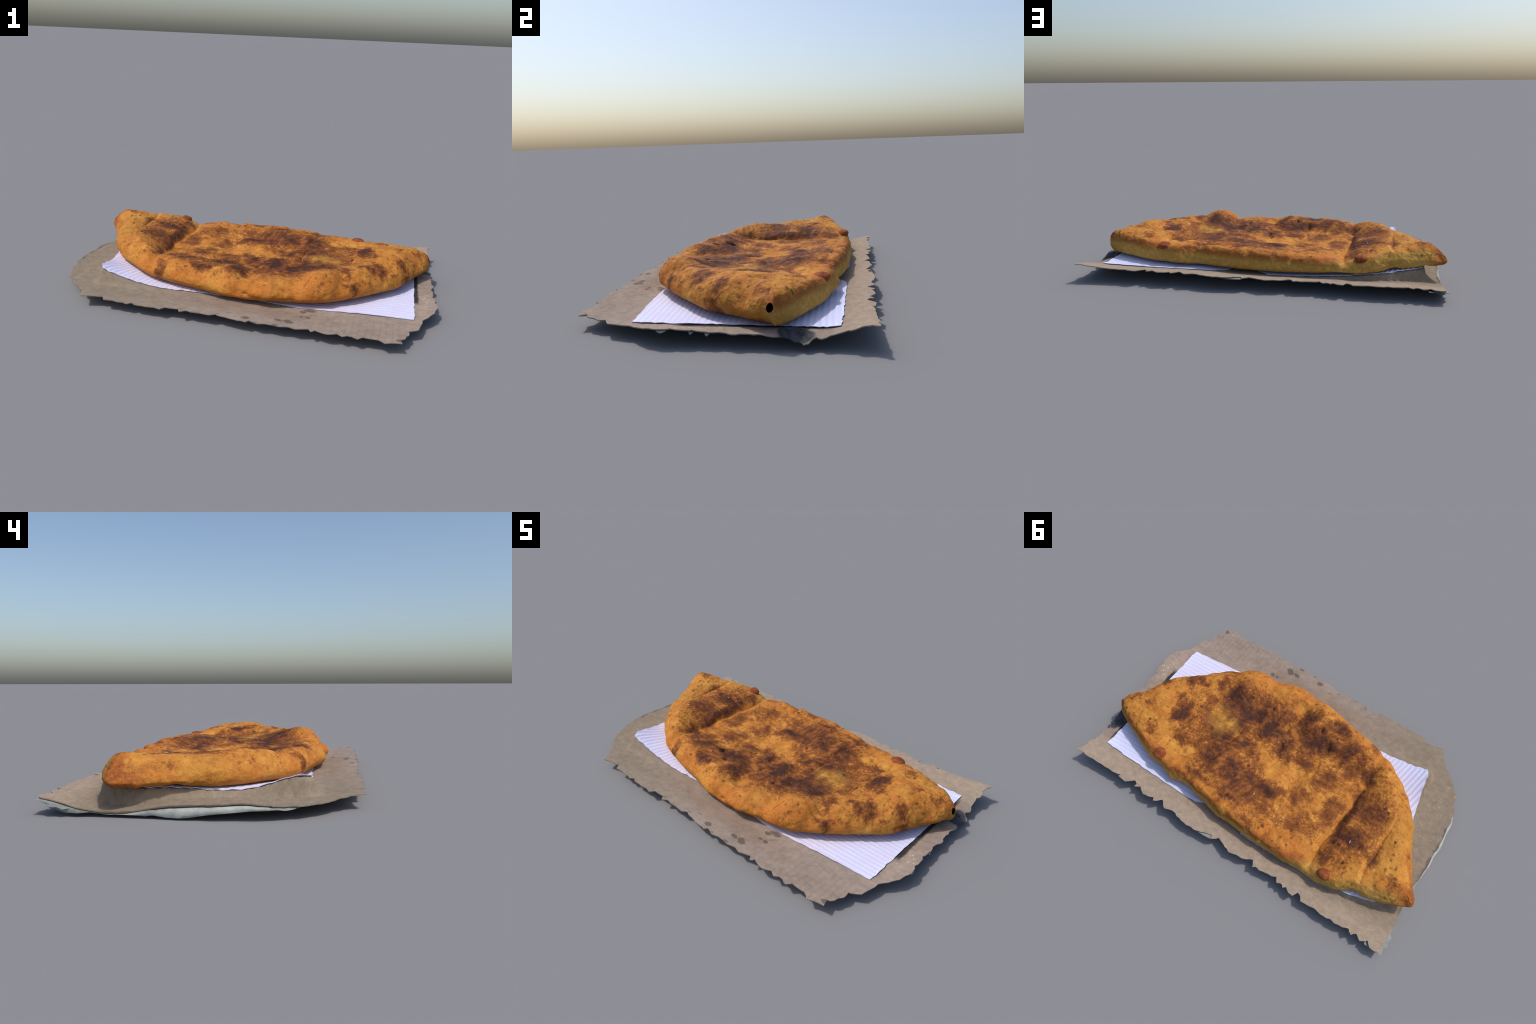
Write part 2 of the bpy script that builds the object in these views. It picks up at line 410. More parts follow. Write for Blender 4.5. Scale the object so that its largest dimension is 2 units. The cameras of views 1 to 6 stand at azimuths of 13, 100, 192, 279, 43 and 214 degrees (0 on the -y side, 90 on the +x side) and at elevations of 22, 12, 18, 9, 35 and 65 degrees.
def paper_height(x, y, ribs=None):
    z = board_flat(x, y) + .0055 + lift(x, y)
    if ribs == 'x':
        z = z + .0012 * np.sin((y - .044 * x) * 2 * np.pi / .0242)
    if ribs == 'y':
        amp = .0013 + .0009 * sstep(-.55, -.72, x)
        z = z + amp * np.sin((x - .18 * y) * 2 * np.pi / .0255) + .002 * np.sin(17 * x + 9 * y) * sstep(-.5, -.7, x)
    return z


def board_height(x, y):
    z0 = board_flat(x, y)
    d, _ = poly_distance(x, y, PAPER)
    ins = inside(x, y, PAPER)
    d = np.where(ins, 0, d)
    z = z0 + lift(x, y) * .97 * (1 - sstep(.001, 1, d / (.016 + .034 * sstep(-.33, -.40, y))))
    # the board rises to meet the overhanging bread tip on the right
    z = z + .016 * np.exp(-((np.asarray(x) - .945) / .032) ** 2 - ((np.asarray(y) - .285) / .045) ** 2) * ~ins
    return z


def sheet(name, outline, height, thick, step_x, step_y, mat, parent, jitter=0.0):
    """a sheet cut to an outline, draped over a height function, with real thickness"""
    poly = np.array(outline)
    dense = []
    for a, b in zip(poly, np.roll(poly, -1, axis=0)):
        k = max(1, int(np.hypot(*(b - a)) / .012))
        for i in range(k): dense.append(a + (b - a) * i / k)
    dense = np.array(dense)
    xs = np.arange(poly[:, 0].min(), poly[:, 0].max(), step_x)
    ys = np.arange(poly[:, 1].min(), poly[:, 1].max(), step_y)
    gx, gy = np.meshgrid(xs, ys)
    gx[1::2] += step_x / 2
    gx = gx.ravel(); gy = gy.ravel()
    ok = inside(gx, gy, poly)
    gx, gy = gx[ok], gy[ok]
    d, _ = poly_distance(gx, gy, dense)
    ok = d > min(step_x, step_y) * .6
    pts = np.concatenate([dense, np.stack([gx[ok], gy[ok]], 1)])
    n = len(dense)
    edges = [(i, (i + 1) % n) for i in range(n)]
    v, e, f, ov, _, _ = delaunay_2d_cdt([Vector(p) for p in pts], edges, [], 1, 1e-6)
    V = np.array([(p.x, p.y) for p in v])
    z = height(V[:, 0], V[:, 1])
    top = np.column_stack([V, z]); bot = np.column_stack([V, z - thick])
    m = len(V)
    faces = []
    from collections import Counter
    cnt = Counter()
    for t in f:
        t = list(t)
        a, b, c = (V[i] for i in t)
        if (b[0] - a[0]) * (c[1] - a[1]) - (b[1] - a[1]) * (c[0] - a[0]) < 0: t.reverse()
        faces.append(tuple(t)); faces.append(tuple(i + m for i in reversed(t)))
        for i in range(3): cnt[(t[i], t[(i + 1) % 3])] += 1
    for (a, b) in list(cnt):
        if (b, a) not in cnt: faces.append((a, a + m, b + m, b))
    ob = mesh_object(name, np.concatenate([top, bot]), faces, mat, parent)
    ob.data.set_sharp_from_angle(angle=math.radians(40))
    return ob


# ------------------------------------------------------------------ cardboard
BACK_EDGE = [(.987, .611), (.968, .6105), (.960, .606), (.894, .607), (.862, .603), (.831, .601), (.775, .597), (.741, .598), (.690, .585),
             (.695, .598), (.643, .603), (.602, .565), (.580, .577), (.583, .596), (.552, .577), (.511, .603), (.480, .597), (.450, .585), (.442, .601),
             (.425, .592), (.402, .566), (.385, .582), (.361, .600), (.321, .586), (.239, .603), (.205, .606), (.175, .600), (.153, .602), (.095, .580), (.062, .570), (.054, .591), (.021, .561),
             (-.068, .595), (-.110, .583), (-.156, .578), (-.198, .554), (-.219, .588), (-.232, .577), (-.255, .582), (-.310, .570), (-.352, .558), (-.370, .583),
             (-.387, .573), (-.407, .586), (-.422, .573), (-.448, .590), (-.472, .592), (-.486, .561), (-.505, .568), (-.521, .591), (-.599, .580), (-.636, .588),
             (-.692, .579), (-.720, .585), (-.765, .578), (-.794, .565), (-.818, .585), (-.839, .564), (-.868, .585), (-.900, .559), (-.923, .583), (-.956, .584), (-.976, .567)]
LEFT_EDGE = [(-.972, .48), (-.978, .43), (-.968, .36), (-.962, .27), (-.956, .198), (-.963, .104), (-.966, .05), (-.960, -.015), (-.965, -.07), (-.961, -.132), (-.954, -.232),
             (-.941, -.298), (-.914, -.356), (-.902, -.395), (-.876, -.422), (-.845, -.458), (-.810, -.492), (-.775, -.512), (-.765, -.535), (-.742, -.548), (-.710, -.610)]
FRONT_EDGE = [(-.660, -.594), (-.608, -.584), (-.590, -.610), (-.535, -.606), (-.490, -.606), (-.463, -.613), (-.442, -.597), (-.432, -.607), (-.370, -.610), (-.330, -.604), (-.294, -.612), (-.276, -.587),
              (-.212, -.584), (-.197, -.608), (-.171, -.589), (-.145, -.597), (-.105, -.594), (-.053, -.599), (-.026, -.582), (.000, -.593), (.056, -.601), (.100, -.604), (.126, -.610), (.141, -.593),
              (.177, -.608), (.230, -.598), (.285, -.604), (.325, -.594), (.357, -.604), (.416, -.585), (.430, -.607), (.445, -.588), (.492, -.604), (.520, -.600), (.545, -.587), (.571, -.604),
              (.592, -.588), (.640, -.603), (.661, -.580), (.725, -.580), (.757, -.603), (.785, -.591), (.806, -.585), (.831, -.582)]
RIGHT_EDGE = [(.822, -.548), (.845, -.530), (.861, -.490), (.859, -.450), (.880, -.440), (.906, -.421), (.915, -.380), (.932, -.314), (.953, -.292), (.970, -.264), (.984, -.235), (.994, -.205),
              (.995, -.150), (.990, -.125), (.990, -.080), (.978, -.060), (.985, -.02), (.988, .005), (.978, .040), (.983, .068), (.995, .090), (.985, .120), (.982, .150), (.988, .170), (.983, .197), (.994, .236),
              (.984, .275), (.985, .330), (.998, .348), (.978, .372), (.964, .390), (.981, .409), (.969, .438), (.964, .500), (.978, .525), (.970, .545), (.973, .570), (.986, .598)]


def ragged(edge, amp, sub=3):
    """fray a torn edge a little more between its larger teeth"""
    out = []
    for i in range(len(edge) - 1):
        a, b = np.array(edge[i]), np.array(edge[i + 1])
        d = b - a; L = np.hypot(*d); nrm = np.array((-d[1], d[0])) / (L + 1e-9)
        out.append(tuple(a))
        k = int(L / .022)
        for j in range(1, k + 1):
            t = (j + rng.uniform(-.25, .25)) / (k + 1)
            out.append(tuple(a + d * t + nrm * rng.normal(0, amp)))
    out.append(edge[-1])
    return out


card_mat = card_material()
board = thing("cardboard_sheet", "torn brown cardboard sheet with frayed edges and grease spots", "cardboard")
outline = ragged(BACK_EDGE, .0022) + ragged(LEFT_EDGE, .003) + ragged(FRONT_EDGE, .0018) + ragged(RIGHT_EDGE, .003)
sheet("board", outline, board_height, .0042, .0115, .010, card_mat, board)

# pale backing that hangs crumpled below the left edge, and carries the weight
lin_mat = lining_material()
LOW = [(.582, .060), (.55, .046), (.516, .032), (.503, .017), (.479, .008), (.43, .010), (.379, .015), (.294, .011), (.237, .008), (.176, .003),
       (.148, .008), (.10, .001), (.05, .0), (.017, .003), (-.024, .010), (-.054, .016), (-.131, .024), (-.21, .033), (-.296, .038), (-.324, .033), (-.352, .037), (-.37, .050)]


def hanging(name, ys, top_x, low_z, out, inner, parent):
    """a crumpled strip: from under the board edge, down and out, then folded in below"""
    rows = []
    nv = 14
    for y in ys:
        xe = top_x(y); zt = float(board_flat(np.array(xe + .01), np.array(y))) - .0062
        zl = min(low_z(y), zt - .001)
        row = []
        prof = [(xe + .035, zt), (xe + .010, zt - .0005), (xe - out(y) * .5, zt - .12 * (zt - zl)), (xe - out(y), zt - .55 * (zt - zl)), (xe - out(y) * .55, zl + .04 * (zt - zl)),
                (xe + .02, zl + .003), (xe + inner * .5, zl + .008 + .2 * (zt - zl)), (xe + inner, zt - .35 * (zt - zl))]
        s = np.linspace(0, 1, len(prof)); t = np.linspace(0, 1, nv)
        px = np.interp(t, s, [p[0] for p in prof]); pz = np.interp(t, s, [p[1] for p in prof])
        for j in range(nv):
            c = .004 * noise.noise(Vector((px[j] * 14, y * 16, 3.0))) * sstep(.1, .3, t[j])
            row.append((px[j] - c, y, max(.0003, min(pz[j] + c * .6, zt - .0005 * j))))
        rows.append(row)
    V = [p for r in rows for p in r]
    F = []
    for i in range(len(rows) - 1):
        for j in range(nv - 1):
            F.append((i * nv + j, (i + 1) * nv + j, (i + 1) * nv + j + 1, i * nv + j + 1))
    ob = mesh_object(name, V, F, lin_mat, parent)
    bm = bmesh.new(); bm.from_mesh(ob.data); bmesh.ops.recalc_face_normals(bm, faces=bm.faces)
    bmesh.ops.solidify(bm, geom=bm.faces[:], thickness=.0015)
    bm.to_mesh(ob.data); bm.free()
    ob.data.polygons.foreach_set("use_smooth", [True] * len(ob.data.polygons))
    ob.data.set_sharp_from_angle(angle=math.radians(50))
    return ob


le = np.array(sorted([(y, x) for x, y in LEFT_EDGE] + [(.60, -.985)]))
lw = np.array(sorted(LOW))
hanging("backing", np.linspace(-.37, .582, 120), lambda y: float(np.interp(y, le[:, 0], le[:, 1])),
        lambda y: float(np.interp(y, lw[:, 0], lw[:, 1])), lambda y: .003 + .011 * math.exp(-((y - .02) / .2) ** 2) + .016 * noise.noise(Vector((7 * y, 2.0, 0))) + .008 * math.exp(-((y - .54) / .04) ** 2), .09, board)
tabs = [(-.196, -.150, .006), (-.072, -.056, .010), (-.012, .006, .004)]
re_ = np.array(sorted((y, x) for x, y in RIGHT_EDGE))
for y0, y1, o in tabs:
    V = []; F = []
    for y in np.linspace(y0, y1, 9):
        xe = float(np.interp(y, re_[:, 0], re_[:, 1])); zt = float(board_flat(np.array(xe), np.array(y))) - .006
        b = math.sin(math.pi * (y - y0) / (y1 - y0))
        V += [(xe - .03, y, zt - .001), (xe - .004, y, zt - .002), (xe + o * b - .001, y, zt - .010 * b), (xe - .02, y, zt - .012 * b - .002)]
    for i in range(8):
        for j in range(3): F.append((i * 4 + j, i * 4 + j + 1, i * 4 + j + 5, i * 4 + j + 4))
        F.append((i * 4 + 3, i * 4, i * 4 + 4, i * 4 + 7))
    mesh_object("torn_flap", V, F, lin_mat, board)

sheet("torn_flap", [(-.955, .575), (-.985, .545), (-.999, .525), (-.990, .50), (-.996, .475), (-.975, .455), (-.94, .47)], lambda x, y: .040 + .2 * (y - .47) - .25 * (-.95 - x), .002, .02, .02, lin_mat, board)
sheet("torn_flap", [(.148, .599), (.10, .597), (.058, .592), (.048, .572), (.058, .560), (.10, .585)], lambda x, y: .066 + 0 * x, .002, .02, .02, lin_mat, board)

# ------------------------------------------------------------------ paper
paper = thing("paper_sheet", "ribbed white paper sheet lifting at its left corner", "paper")
RIGHT_PIECE = [(.12, -.372), (.35, -.380), (.55, -.362), (.72, -.345), (.884, -.330), (.888, -.1), (.890, .1), (.893, .3), (.896, .474), (.70, .476), (.45, .476), (.30, .474), (.24, .462), (.17, .43), (.13, .30), (.11, 0)]
LEFT_PIECE = [(-.700, -.402), (-.65, -.399), (-.55, -.394), (-.35, -.386), (-.2, -.378), (.10, -.372), (.09, .0), (.02, .40), (-.045, .45), (-.057, .477),
              (-.25, .470), (-.45, .462), (-.70, .428), (-.82, .394), (-.862, .365), (-.880, .31), (-.87, .2), (-.815, .05), (-.782, -.085), (-.756, -.203), (-.729, -.324), (-.712, -.385)]
sheet("ribbed_sheet", ragged(RIGHT_PIECE + RIGHT_PIECE[:1], .0018)[:-1], lambda x, y: paper_height(x, y, 'x'), .0022, .024, .0045, paper_material('x'), paper)
sheet("ribbed_sheet", ragged(LEFT_PIECE + LEFT_PIECE[:1], .0020)[:-1], lambda x, y: paper_height(x, y, 'y'), .0022, .0045, .024, paper_material('y'), paper)

# ------------------------------------------------------------------ bread
OUT_FRONT = [(-.992, .277), (-.974, .252), (-.938, .203), (-.900, .135), (-.857, .055), (-.792, -.069), (-.712, -.165), (-.615, -.254), (-.522, -.319), (-.443, -.347),
             (-.352, -.368), (-.270, -.385), (-.186, -.405), (-.100, -.425), (-.025, -.440), (.060, -.448), (.100, -.449), (.160, -.440), (.246, -.427), (.310, -.418), (.364, -.410),
             (.476, -.366), (.558, -.320), (.601, -.288), (.675, -.214), (.770, -.124), (.833, -.050), (.885, .063), (.935, .138), (.964, .195), (.973, .230)]
OUT_BACK = [(.962, .262), (.930, .290), (.871, .319), (.757, .363), (.655, .404), (.56, .421), (.47, .432), (.302, .430), (.167, .444), (.009, .456), (-.184, .463),
            (-.281, .461), (-.399, .453), (-.471, .452), (-.594, .438), (-.734, .390), (-.87, .356), (-.967, .327), (-.992, .305)]
OUT_FRONT = [(x * (1 - .003 * (abs(x) > .9)), y + .008 * min(1, max(0, (.25 - y) / .2)) * (1.3 if x > .3 else .3)) for x, y in OUT_FRONT]
OUT_BACK = [(x, y + (.017 if -.9 < x < .25 else .004 if x < .5 else 0) - (.004 if x > .4 else 0)) for x, y in OUT_BACK]
RIM = catmull(OUT_FRONT + OUT_BACK, 8)
i0 = RIM[:, 0].argmin(); RIM = np.roll(RIM, -i0, axis=0)
i1 = RIM[:, 0].argmax()
lowside = RIM[:i1 + 1]; upside = np.concatenate([RIM[i1:], RIM[:1]])[::-1]

FRONT_CREST = [(-1, .150), (-.943, .178), (-.873, .203), (-.76, .198), (-.64, .202), (-.54, .210), (-.47, .180), (-.40, .186), (-.325, .193), (-.15, .186), (-.03, .183), (.06, .166),
               (.12, .162), (.2, .172), (.305, .170), (.34, .190), (.40, .210), (.48, .206), (.555, .185), (.62, .190), (.755, .190), (.83, .200), (.87, .196), (.95, .186), (1, .160)]
BACK_CREST = [(-1, .150), (-.93, .190), (-.88, .208), (-.80, .196), (-.744, .198), (-.70, .200), (-.60, .176), (-.54, .155), (-.46, .138), (-.41, .147), (-.30, .160), (-.206, .156), (-.19, .150), (-.166, .172),
              (-.05, .172), (.096, .177), (.28, .178), (.334, .170), (.40, .172), (.49, .166), (.593, .170), (.74, .190), (.88, .198), (.957, .176), (1, .150)]
BASIN = [(-1, .195), (-.9, .216), (-.80, .209), (-.72, .195), (-.62, .203), (-.54, .180), (-.46, .138), (-.42, .140), (-.3, .139), (-.1, .138), (.1, .144), (.3, .154), (.42, .176), (.52, .186), (.62, .196), (.73, .210), (.85, .210), (.95, .190), (1, .16)]
# hills and hollows on the top: x, y, rx, ry, height
HILLS = [(.42, -.30, .08, .07, .014), (.22, .255, .16, .10, .030), (-.20, .095, .20, .075, -.012), (-.03, -.22, .05, .05, .010), (-.206, -.225, .06, .05, .012), (-.62, -.10, .07, .07, .010), (-.373, .295, .05, .06, .010), (.147, -.06, .06, .05, .008), (.62, .03, .08, .10, .010), (.44, -.20, .10, .08, .008), (.74, .09, .08, .10, .014), (-.05, .22, .09, .09, .012), (.09, .36, .12, .06, .010), (.38, .34, .09, .05, .008), (-.30, .30, .10, .08, .010),
         (-.615, .20, .055, .19, -.010), (-.50, .06, .035, .10, .008), (.45, .15, .09, .17, -.020), (-.214, -.279, .055, .045, -.017), (.50, .25, .06, .08, -.010), (.43, -.375, .07, .05, .010), (.72, -.10, .12, .06, .006), (-.87, .27, .07, .07, .011), (.57, -.20, .05, .05, .016), (.64, -.12, .06, .06, .010), (.79, -.02, .05, .05, .010), 
         (.062, -.315, .045, .05, -.020), (.04, .05, .05, .05, -.008), (.25, .08, .04, .04, .010), (.15, .22, .05, .05, .008),
         (.31, -.335, .030, .06, -.014), (.52, -.26, .026, .050, -.016), (.56, .27, .05, .04, -.008), (-.10, -.30, .10, .06, .006), (-.02, .12, .03, .05, -.006), (.61, .02, .04, .08, -.008),
         (-.09, -.09, .06, .06, .006), (.86, .20, .06, .06, .006), (.48, .17, .05, .05, -.004), (-.72, .16, .03, .10, -.004)]
# creases pressed across the loaf: ends, depth, width
CREASES = [(-.468, -.27, -.455, .45, .010, .022), (-.468, -.12, -.458, .42, .007, .006), (-.700, -.10, -.722, .37, .005, .014), (-.700, .05, -.722, .37, .005, .005),
           (.020, .20, .030, .32, .007, .008), (.025, .0, .028, .10, .006, .006), (.285, -.02, .290, .10, .007, .008), (.285, .20, .325, .40, .006, .010), (.29, -.02, .29, .10, .004, .004),
           (.545, -.04, .560, .32, .008, .014), (.545, .12, .558, .30, .005, .004), (.78, .10, .80, .14, .005, .006), (-.19, .40, -.186, .47, .010, .009), (.81, .25, .82, .30, .004, .006),
           (.335, -.40, .385, -.31, .006, .008), (.545, -.31, .555, -.22, .008, .008), (.50, -.275, .56, -.285, .006, .007), (.18, .26, .30, .26, .004, .008), (-.27, .08, -.25, .22, .003, .007)]
# finger holes: x, y, rx, ry, rotation
DIMPLES = [(.075, -.160, .014, .032, .15), (.042, -.039, .013, .034, .2), (-.183, -.181, .014, .032, .15), (-.189, -.072, .016, .034, .2), (-.155, .012, .016, .018, 0), (.21, -.21, .010, .018, .1), (-.10, -.25, .009, .022, .1)]


def top_height(x, y, v):
    """v runs 0 at the front outline to 1 at the back"""
    hf = soft(x, FRONT_CREST); hb = soft(x, BACK_CREST); hc = soft(x, BASIN)
    wb = sstep(.72, .97, v); wf = sstep(.34, .10, v)
    h = hc * (1 - wb - wf) + hf * wf + hb * wb
    for (cx, cy, rx, ry, a) in HILLS:
        h = h + a * np.exp(-((x - cx) / rx) ** 2 - ((y - cy) / ry) ** 2)
    wob = .006 * np.sin(11 * y + 1.3) + .003 * np.sin(37 * y)
    for (x0, y0, x1, y1, dep, wid) in CREASES:
        dx, dy = x1 - x0, y1 - y0
        t = ((x - x0) * dx + (y - y0) * dy) / (dx * dx + dy * dy)
        tc = np.clip(t, 0, 1)
        d = np.hypot(x + wob - x0 - tc * dx, y - y0 - tc * dy)
        h = h - dep * np.exp(-(d / wid) ** 2)
    for (cx, cy, rx, ry, r) in DIMPLES:
        c, s = math.cos(r), math.sin(r)
        a = ((x - cx) * c + (y - cy) * s) / rx; b = (-(x - cx) * s + (y - cy) * c) / ry
        h = h - .012 * (1 - sstep(.4, 1.15, np.hypot(a, b)))
    return h


NS, NT, NB = 520, 240, 60
xl, xr = RIM[0, 0], RIM[i1, 0]
st = xl + (xr - xl) * (1 - np.cos(np.pi * (np.arange(1, NS) / NS))) / 2
yf = np.interp(st, lowside[:, 0], lowside[:, 1]); yb = np.interp(st, upside[:, 0], upside[:, 1])
tt = (1 - np.cos(np.pi * np.linspace(0, 1, NT))) / 2
tb = (1 - np.cos(np.pi * np.linspace(1, 0, NB + 2)[1:-1])) / 2
X = np.repeat(st[:, None], NT, 1); Y = yf[:, None] + (yb - yf)[:, None] * tt[None]
XB = np.repeat(st[:, None], NB, 1); YB = yf[:, None] + (yb - yf)[:, None] * tb[None]

# edge character along the outline: 1 on the cut back side, 0 on the round front
m = len(RIM)
backness = np.array([float(i > i1) for i in range(m)])
ang = np.concatenate([[0], np.cumsum(np.hypot(*np.diff(RIM, axis=0).T))])
near_l = np.exp(-(((RIM[:, 0] - xl) ** 2 + (RIM[:, 1] - RIM[0, 1]) ** 2) / .10 ** 2))
near_r = np.exp(-(((RIM[:, 0] - xr) ** 2 + (RIM[:, 1] - RIM[i1, 1]) ** 2) / .10 ** 2))
for k in range(6):
    backness = (np.roll(backness, 1) + backness + np.roll(backness, -1)) / 3
right_front = sstep(-.05, .20, RIM[:, 0])
ze_e = (.108 + .007 * right_front) * (1 - backness) + .096 * backness
ze_e = ze_e + backness * .030 * sstep(-.5, -.9, RIM[:, 0]) + near_l * .006 + near_r * .020 + (1 - backness) * .012 * sstep(-.4, -.8, RIM[:, 0])
near_l2 = np.exp(-((RIM[:, 0] - xl) ** 2 + (RIM[:, 1] - RIM[0, 1]) ** 2) / .16 ** 2)
backness = backness * (1 - .85 * near_l2)
w_e = .114 * (1 - backness) + .040 * backness + backness * .03 * sstep(-.6, -.9, RIM[:, 0])
wb_e = (.070 + .030 * right_front) * (1 - backness) + .025 * backness - .028 * (1 - backness) * sstep(-.5, -.75, RIM[:, 0])


def edge_vals(x, y):
    d, i = poly_distance(x, y, RIM)
    return d.reshape(x.shape), ze_e[i].reshape(x.shape), w_e[i].reshape(x.shape), wb_e[i].reshape(x.shape), backness[i].reshape(x.shape)


d, ze, wt, _, bk = edge_vals(X, Y)
q = 1 - np.clip(d / wt, 0, 1)
S = (1 - q ** 2.3) ** (.5 * (1 - bk) + .55 * bk)
V_ = np.repeat(tt[None], NS - 1, 0)
H = top_height(X, Y, (Y - yf[:, None]) / (yb - yf)[:, None])
ZT = ze + (np.maximum(H, ze + .004) - ze) * S
d2, ze2, _, wb2, bk2 = edge_vals(XB, YB)
q2 = 1 - np.clip(d2 / wb2, 0, 1)
S2 = (1 - q2 ** 2.2) ** .6
zbot = paper_height(XB, YB) + .0045 + .010 * np.exp(-((XB + 1) / .09) ** 2) + .010 * bk2 * np.exp(-(d2 / .06) ** 2)
ZB = ze2 - (ze2 - np.minimum(zbot, ze2 - .008)) * S2

rows = NS - 1
ring = NT + NB
P = np.empty((rows, ring, 3))
P[:, :NT, 0] = X; P[:, :NT, 1] = Y; P[:, :NT, 2] = ZT
P[:, NT:, 0] = XB; P[:, NT:, 1] = YB; P[:, NT:, 2] = ZB
tipL = (xl - .001, RIM[0, 1], float(ze_e[0])); tipR = (xr + .001, RIM[i1, 1], float(ze_e[i1]))
V = np.concatenate([P.reshape(-1, 3), [tipL, tipR]])
iL, iR = rows * ring, rows * ring + 1
F = []
for i in range(rows - 1):
    a = i * ring; b = a + ring
    for j in range(ring):
        k = (j + 1) % ring
        F.append((a + j, b + j, b + k, a + k))
for j in range(ring):
    k = (j + 1) % ring
    F.append((iL, j, k)); b = (rows - 1) * ring
    F.append((iR, b + k, b + j))

tmp = bpy.data.meshes.new("loaf_body")
tmp.from_pydata([tuple(v) for v in V], [], F)


def normals(me):
    a = np.empty(len(me.vertices) * 3); me.vertex_normals.foreach_get("vector", a); return a.reshape(-1, 3)


# lumpy dough: push the whole skin along its normals
nrm = normals(tmp)
lump = .0060 * fbm(V, .13, 1, 2) + .0045 * fbm(V, .075, 8, 2) + .0040 * fbm(V, .042, 2, 2) + .0014 * fbm(V, .016, 5, 2)
calm = 1 - .75 * sstep(.105, .085, V[:, 2])
# pinches and swellings on the front and back sides: x, y, z, radius, amount
SIDE = [(.02, -.45, .11, .035, -.010), (.10, -.455, .105, .03, -.012), (.17, -.44, .14, .05, .006), (.33, -.42, .14, .035, -.012), (.45, -.38, .15, .06, .008), (.535, -.335, .165, .03, -.010),
        (-.455, -.345, .15, .035, -.014), (-.30, -.38, .14, .07, .006), (.44, .435, .105, .022, .012), (.36, .43, .10, .02, -.008), (-.19, .465, .12, .016, -.012), (.19, .445, .12, .03, -.008),
        (-.46, .455, .12, .03, -.008), (-.70, .40, .13, .04, -.007), (.10, .455, .12, .05, .007), (-.32, .46, .11, .05, .007), (.02, .46, .10, .02, -.008), (.27, .44, .10, .025, .008), (-.10, .47, .10, .03, .007), (-.40, .46, .10, .02, -.006), (-.26, .47, .09, .018, -.006), (.52, .43, .10, .025, -.007), (-.54, .44, .10, .03, .007), (.63, .41, .12, .04, .006), (-.62, .425, .13, .03, .006),
        (.10, -.452, .125, .02, .007), (.075, -.455, .115, .014, -.012)]
for (cx, cy, cz, r, a) in SIDE:
    lump = lump + a * np.exp(-((V[:, 0] - cx) ** 2 + (V[:, 1] - cy) ** 2 + ((V[:, 2] - cz) * .8) ** 2) / r ** 2)
V = V + nrm * (lump * calm)[:, None]
V[:, 0] = np.clip(V[:, 0], -.998, None)
tmp.vertices.foreach_set("co", V.ravel()); tmp.update()
# round off the two tips
bm = bmesh.new(); bm.from_mesh(tmp)
for tip, r in ((V[iL], .055), (V[iR], .030)):
    near = [v for v in bm.verts if (v.co - Vector(tip)).length < r]
    for k in range(25):
        bmesh.ops.smooth_vert(bm, verts=near, factor=.5, use_axis_x=True, use_axis_y=True, use_axis_z=True)
bm.to_mesh(tmp); bm.free(); tmp.update()
a = np.empty(len(V) * 3); tmp.vertices.foreach_get("co", a); V = a.reshape(-1, 3)
nrm = normals(tmp)

# split the body by region, keeping one smooth surface
fc = np.empty(len(tmp.polygons) * 3); tmp.polygons.foreach_get("center", fc); fc = fc.reshape(-1, 3)
fn = np.empty(len(tmp.polygons) * 3); tmp.polygons.foreach_get("normal", fn); fn = fn.reshape(-1, 3)
ybk = np.interp(fc[:, 0], upside[:, 0], upside[:, 1])
region = np.zeros(len(F), int)
bi = np.array(BACK)
region[(ybk - fc[:, 1] < .03) & (fn[:, 1] > .55) & (fc[:, 2] < .19)] = 1
jj = np.arange(len(F))
under = (fn[:, 2] < -.5)
region[under] = 2
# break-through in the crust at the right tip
hc = np.array((.966, .226, .148))
rel = fc - hc
gone = (np.hypot(rel[:, 1] / .012, rel[:, 2] / .018) < 1 + .12 * np.sin(2 * np.arctan2(rel[:, 2], rel[:, 1]) + 1)) & (fc[:, 0] > .93)

crust_mat = crust_material()
bread = thing("flatbread", "golden brown half-moon flatbread with scorched dimpled crust", "bread")
Fa = np.array([f if len(f) == 4 else (*f, -1) for f in F])
for r, nm in enumerate(("crust", "cut_side", "underside")):
    sel = Fa[(region == r) & ~gone]
    used = np.unique(sel[sel >= 0])
    remap = -np.ones(len(V), int); remap[used] = np.arange(len(used))
    faces = [tuple(int(remap[i]) for i in f if i >= 0) for f in sel]
    me = bpy.data.meshes.new(nm)
    me.from_pydata([tuple(v) for v in V[used]], [], faces)
    me.polygons.foreach_set("use_smooth", [True] * len(me.polygons))
    me.materials.append(crust_mat)
    me.normals_split_custom_set_from_vertices([tuple(n) for n in nrm[used]])
    ob = bpy.data.objects.new(nm, me); COL.objects.link(ob); ob.parent = bread
bpy.data.meshes.remove(tmp)

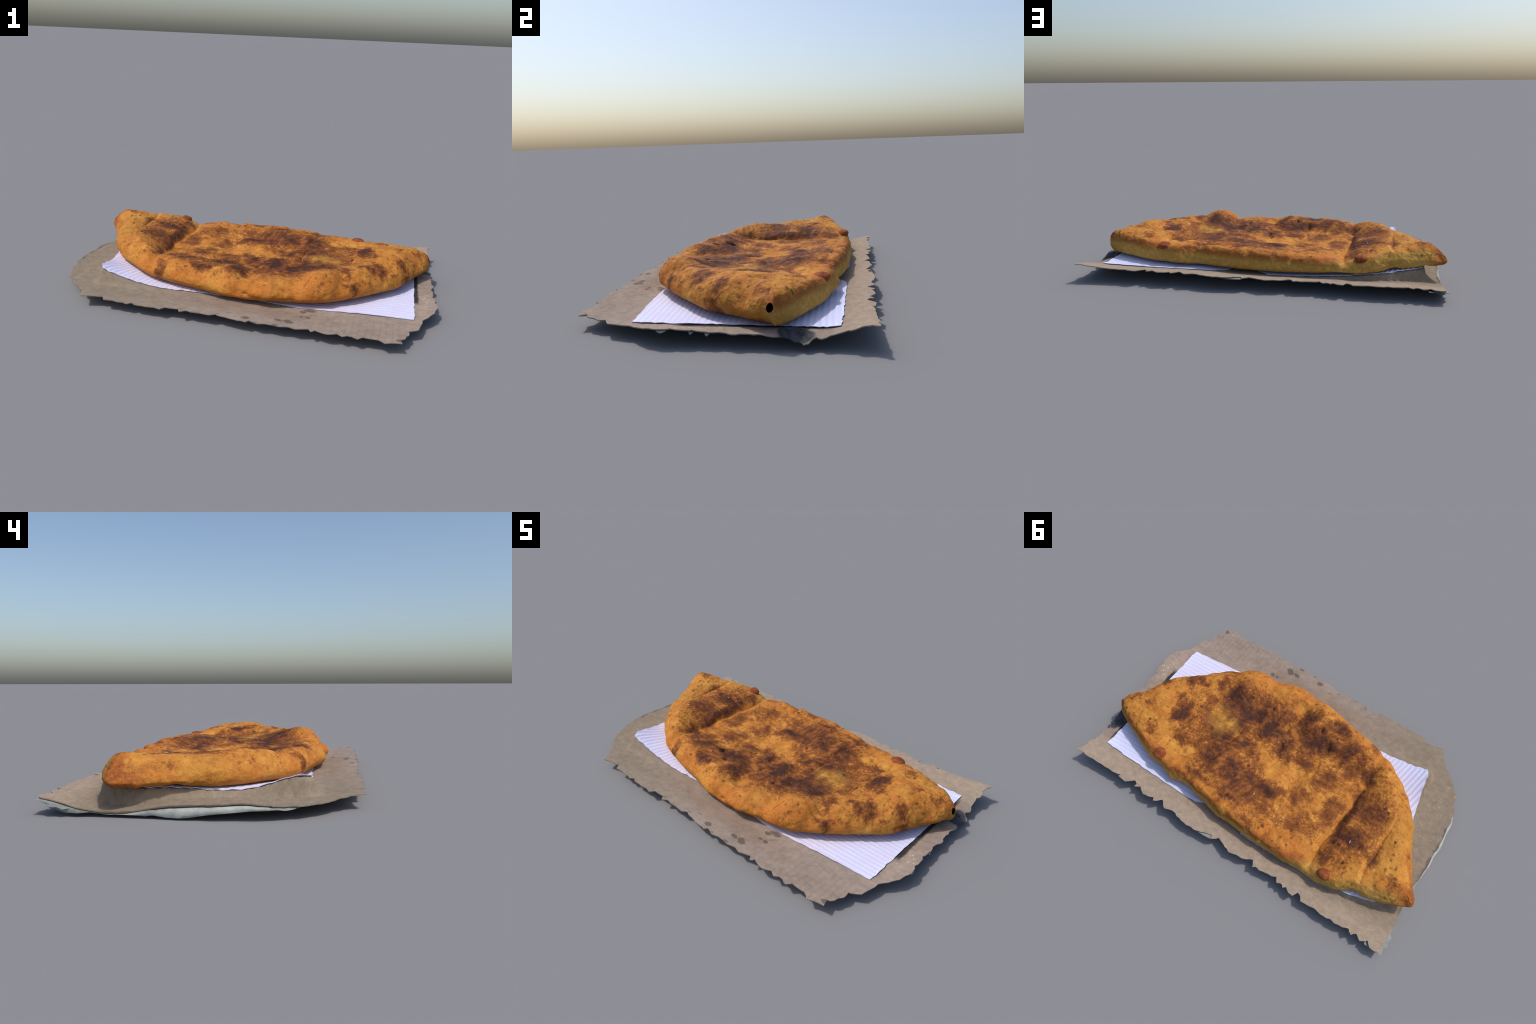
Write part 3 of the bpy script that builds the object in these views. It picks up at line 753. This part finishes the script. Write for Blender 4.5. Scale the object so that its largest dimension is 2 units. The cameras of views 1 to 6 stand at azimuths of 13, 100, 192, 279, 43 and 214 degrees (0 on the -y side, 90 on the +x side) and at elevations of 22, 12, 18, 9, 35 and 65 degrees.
# toasted blisters standing on the back rim
bl_mat = blister_material()


def blister(x, y, z, rx, ry, rz, rot, seed):
    bm = bmesh.new()
    bmesh.ops.create_icosphere(bm, subdivisions=5, radius=1)
    c, s = math.cos(rot), math.sin(rot)
    for v in bm.verts:
        k = 1 + .16 * noise.noise(v.co * 1.1 + Vector((seed, 0, 0))) + .03 * noise.noise(v.co * 3.5 + Vector((0, seed, 0)))
        a, b, h = v.co.x * rx * k, v.co.y * ry * k, v.co.z * rz * k
        v.co = (x + a * c - b * s, y + a * s + b * c, z + h)
    me = bpy.data.meshes.new("blister"); bm.to_mesh(me); bm.free()
    me.polygons.foreach_set("use_smooth", [True] * len(me.polygons))
    me.materials.append(bl_mat)
    ob = bpy.data.objects.new("blister", me); COL.objects.link(ob); ob.parent = bread


blister(.553, .378, .160, .046, .037, .022, -.3, 2.0)
blister(-.553, .428, .158, .036, .030, .023, .3, 9.0)

# pale flakes lying on the crust
sv, sf = [], []
pv = P[:, :NT].reshape(-1, 3)
for (x, y, L, rot) in [(-.275, -.10, .012, .6), (-.005, .275, .011, 1.4), (-.205, .315, .010, 1.2), (-.57, .22, .013, 1.9), (.0, .02, .009, .3), (-.09, .13, .007, 2), (-.245, .05, .006, 1), (-.20, .345, .010, 1.5), (.18, -.06, .006, .4), (.10, .40, .006, 2.2)]:
    h = V[:rows * ring].reshape(rows, ring, 3)[:, :NT].reshape(-1, 3)
    z = h[((h[:, 0] - x) ** 2 + (h[:, 1] - y) ** 2).argmin(), 2]
    bm = bmesh.new(); bmesh.ops.create_icosphere(bm, subdivisions=2, radius=1)
    b0 = len(sv); c, s = math.cos(rot), math.sin(rot)
    for v in bm.verts:
        a, b, e = v.co.x * L * .7, v.co.y * L * .24, v.co.z * .002
        sv.append((x + a * c - b * s, y + a * s + b * c, z + .0015 + e))
    for f in bm.faces: sf.append(tuple(b0 + v.index for v in f.verts))
    bm.free()
fl = mesh_object("flake", sv, sf, seed_material(), bread)
fl["kind"] = "stuff"
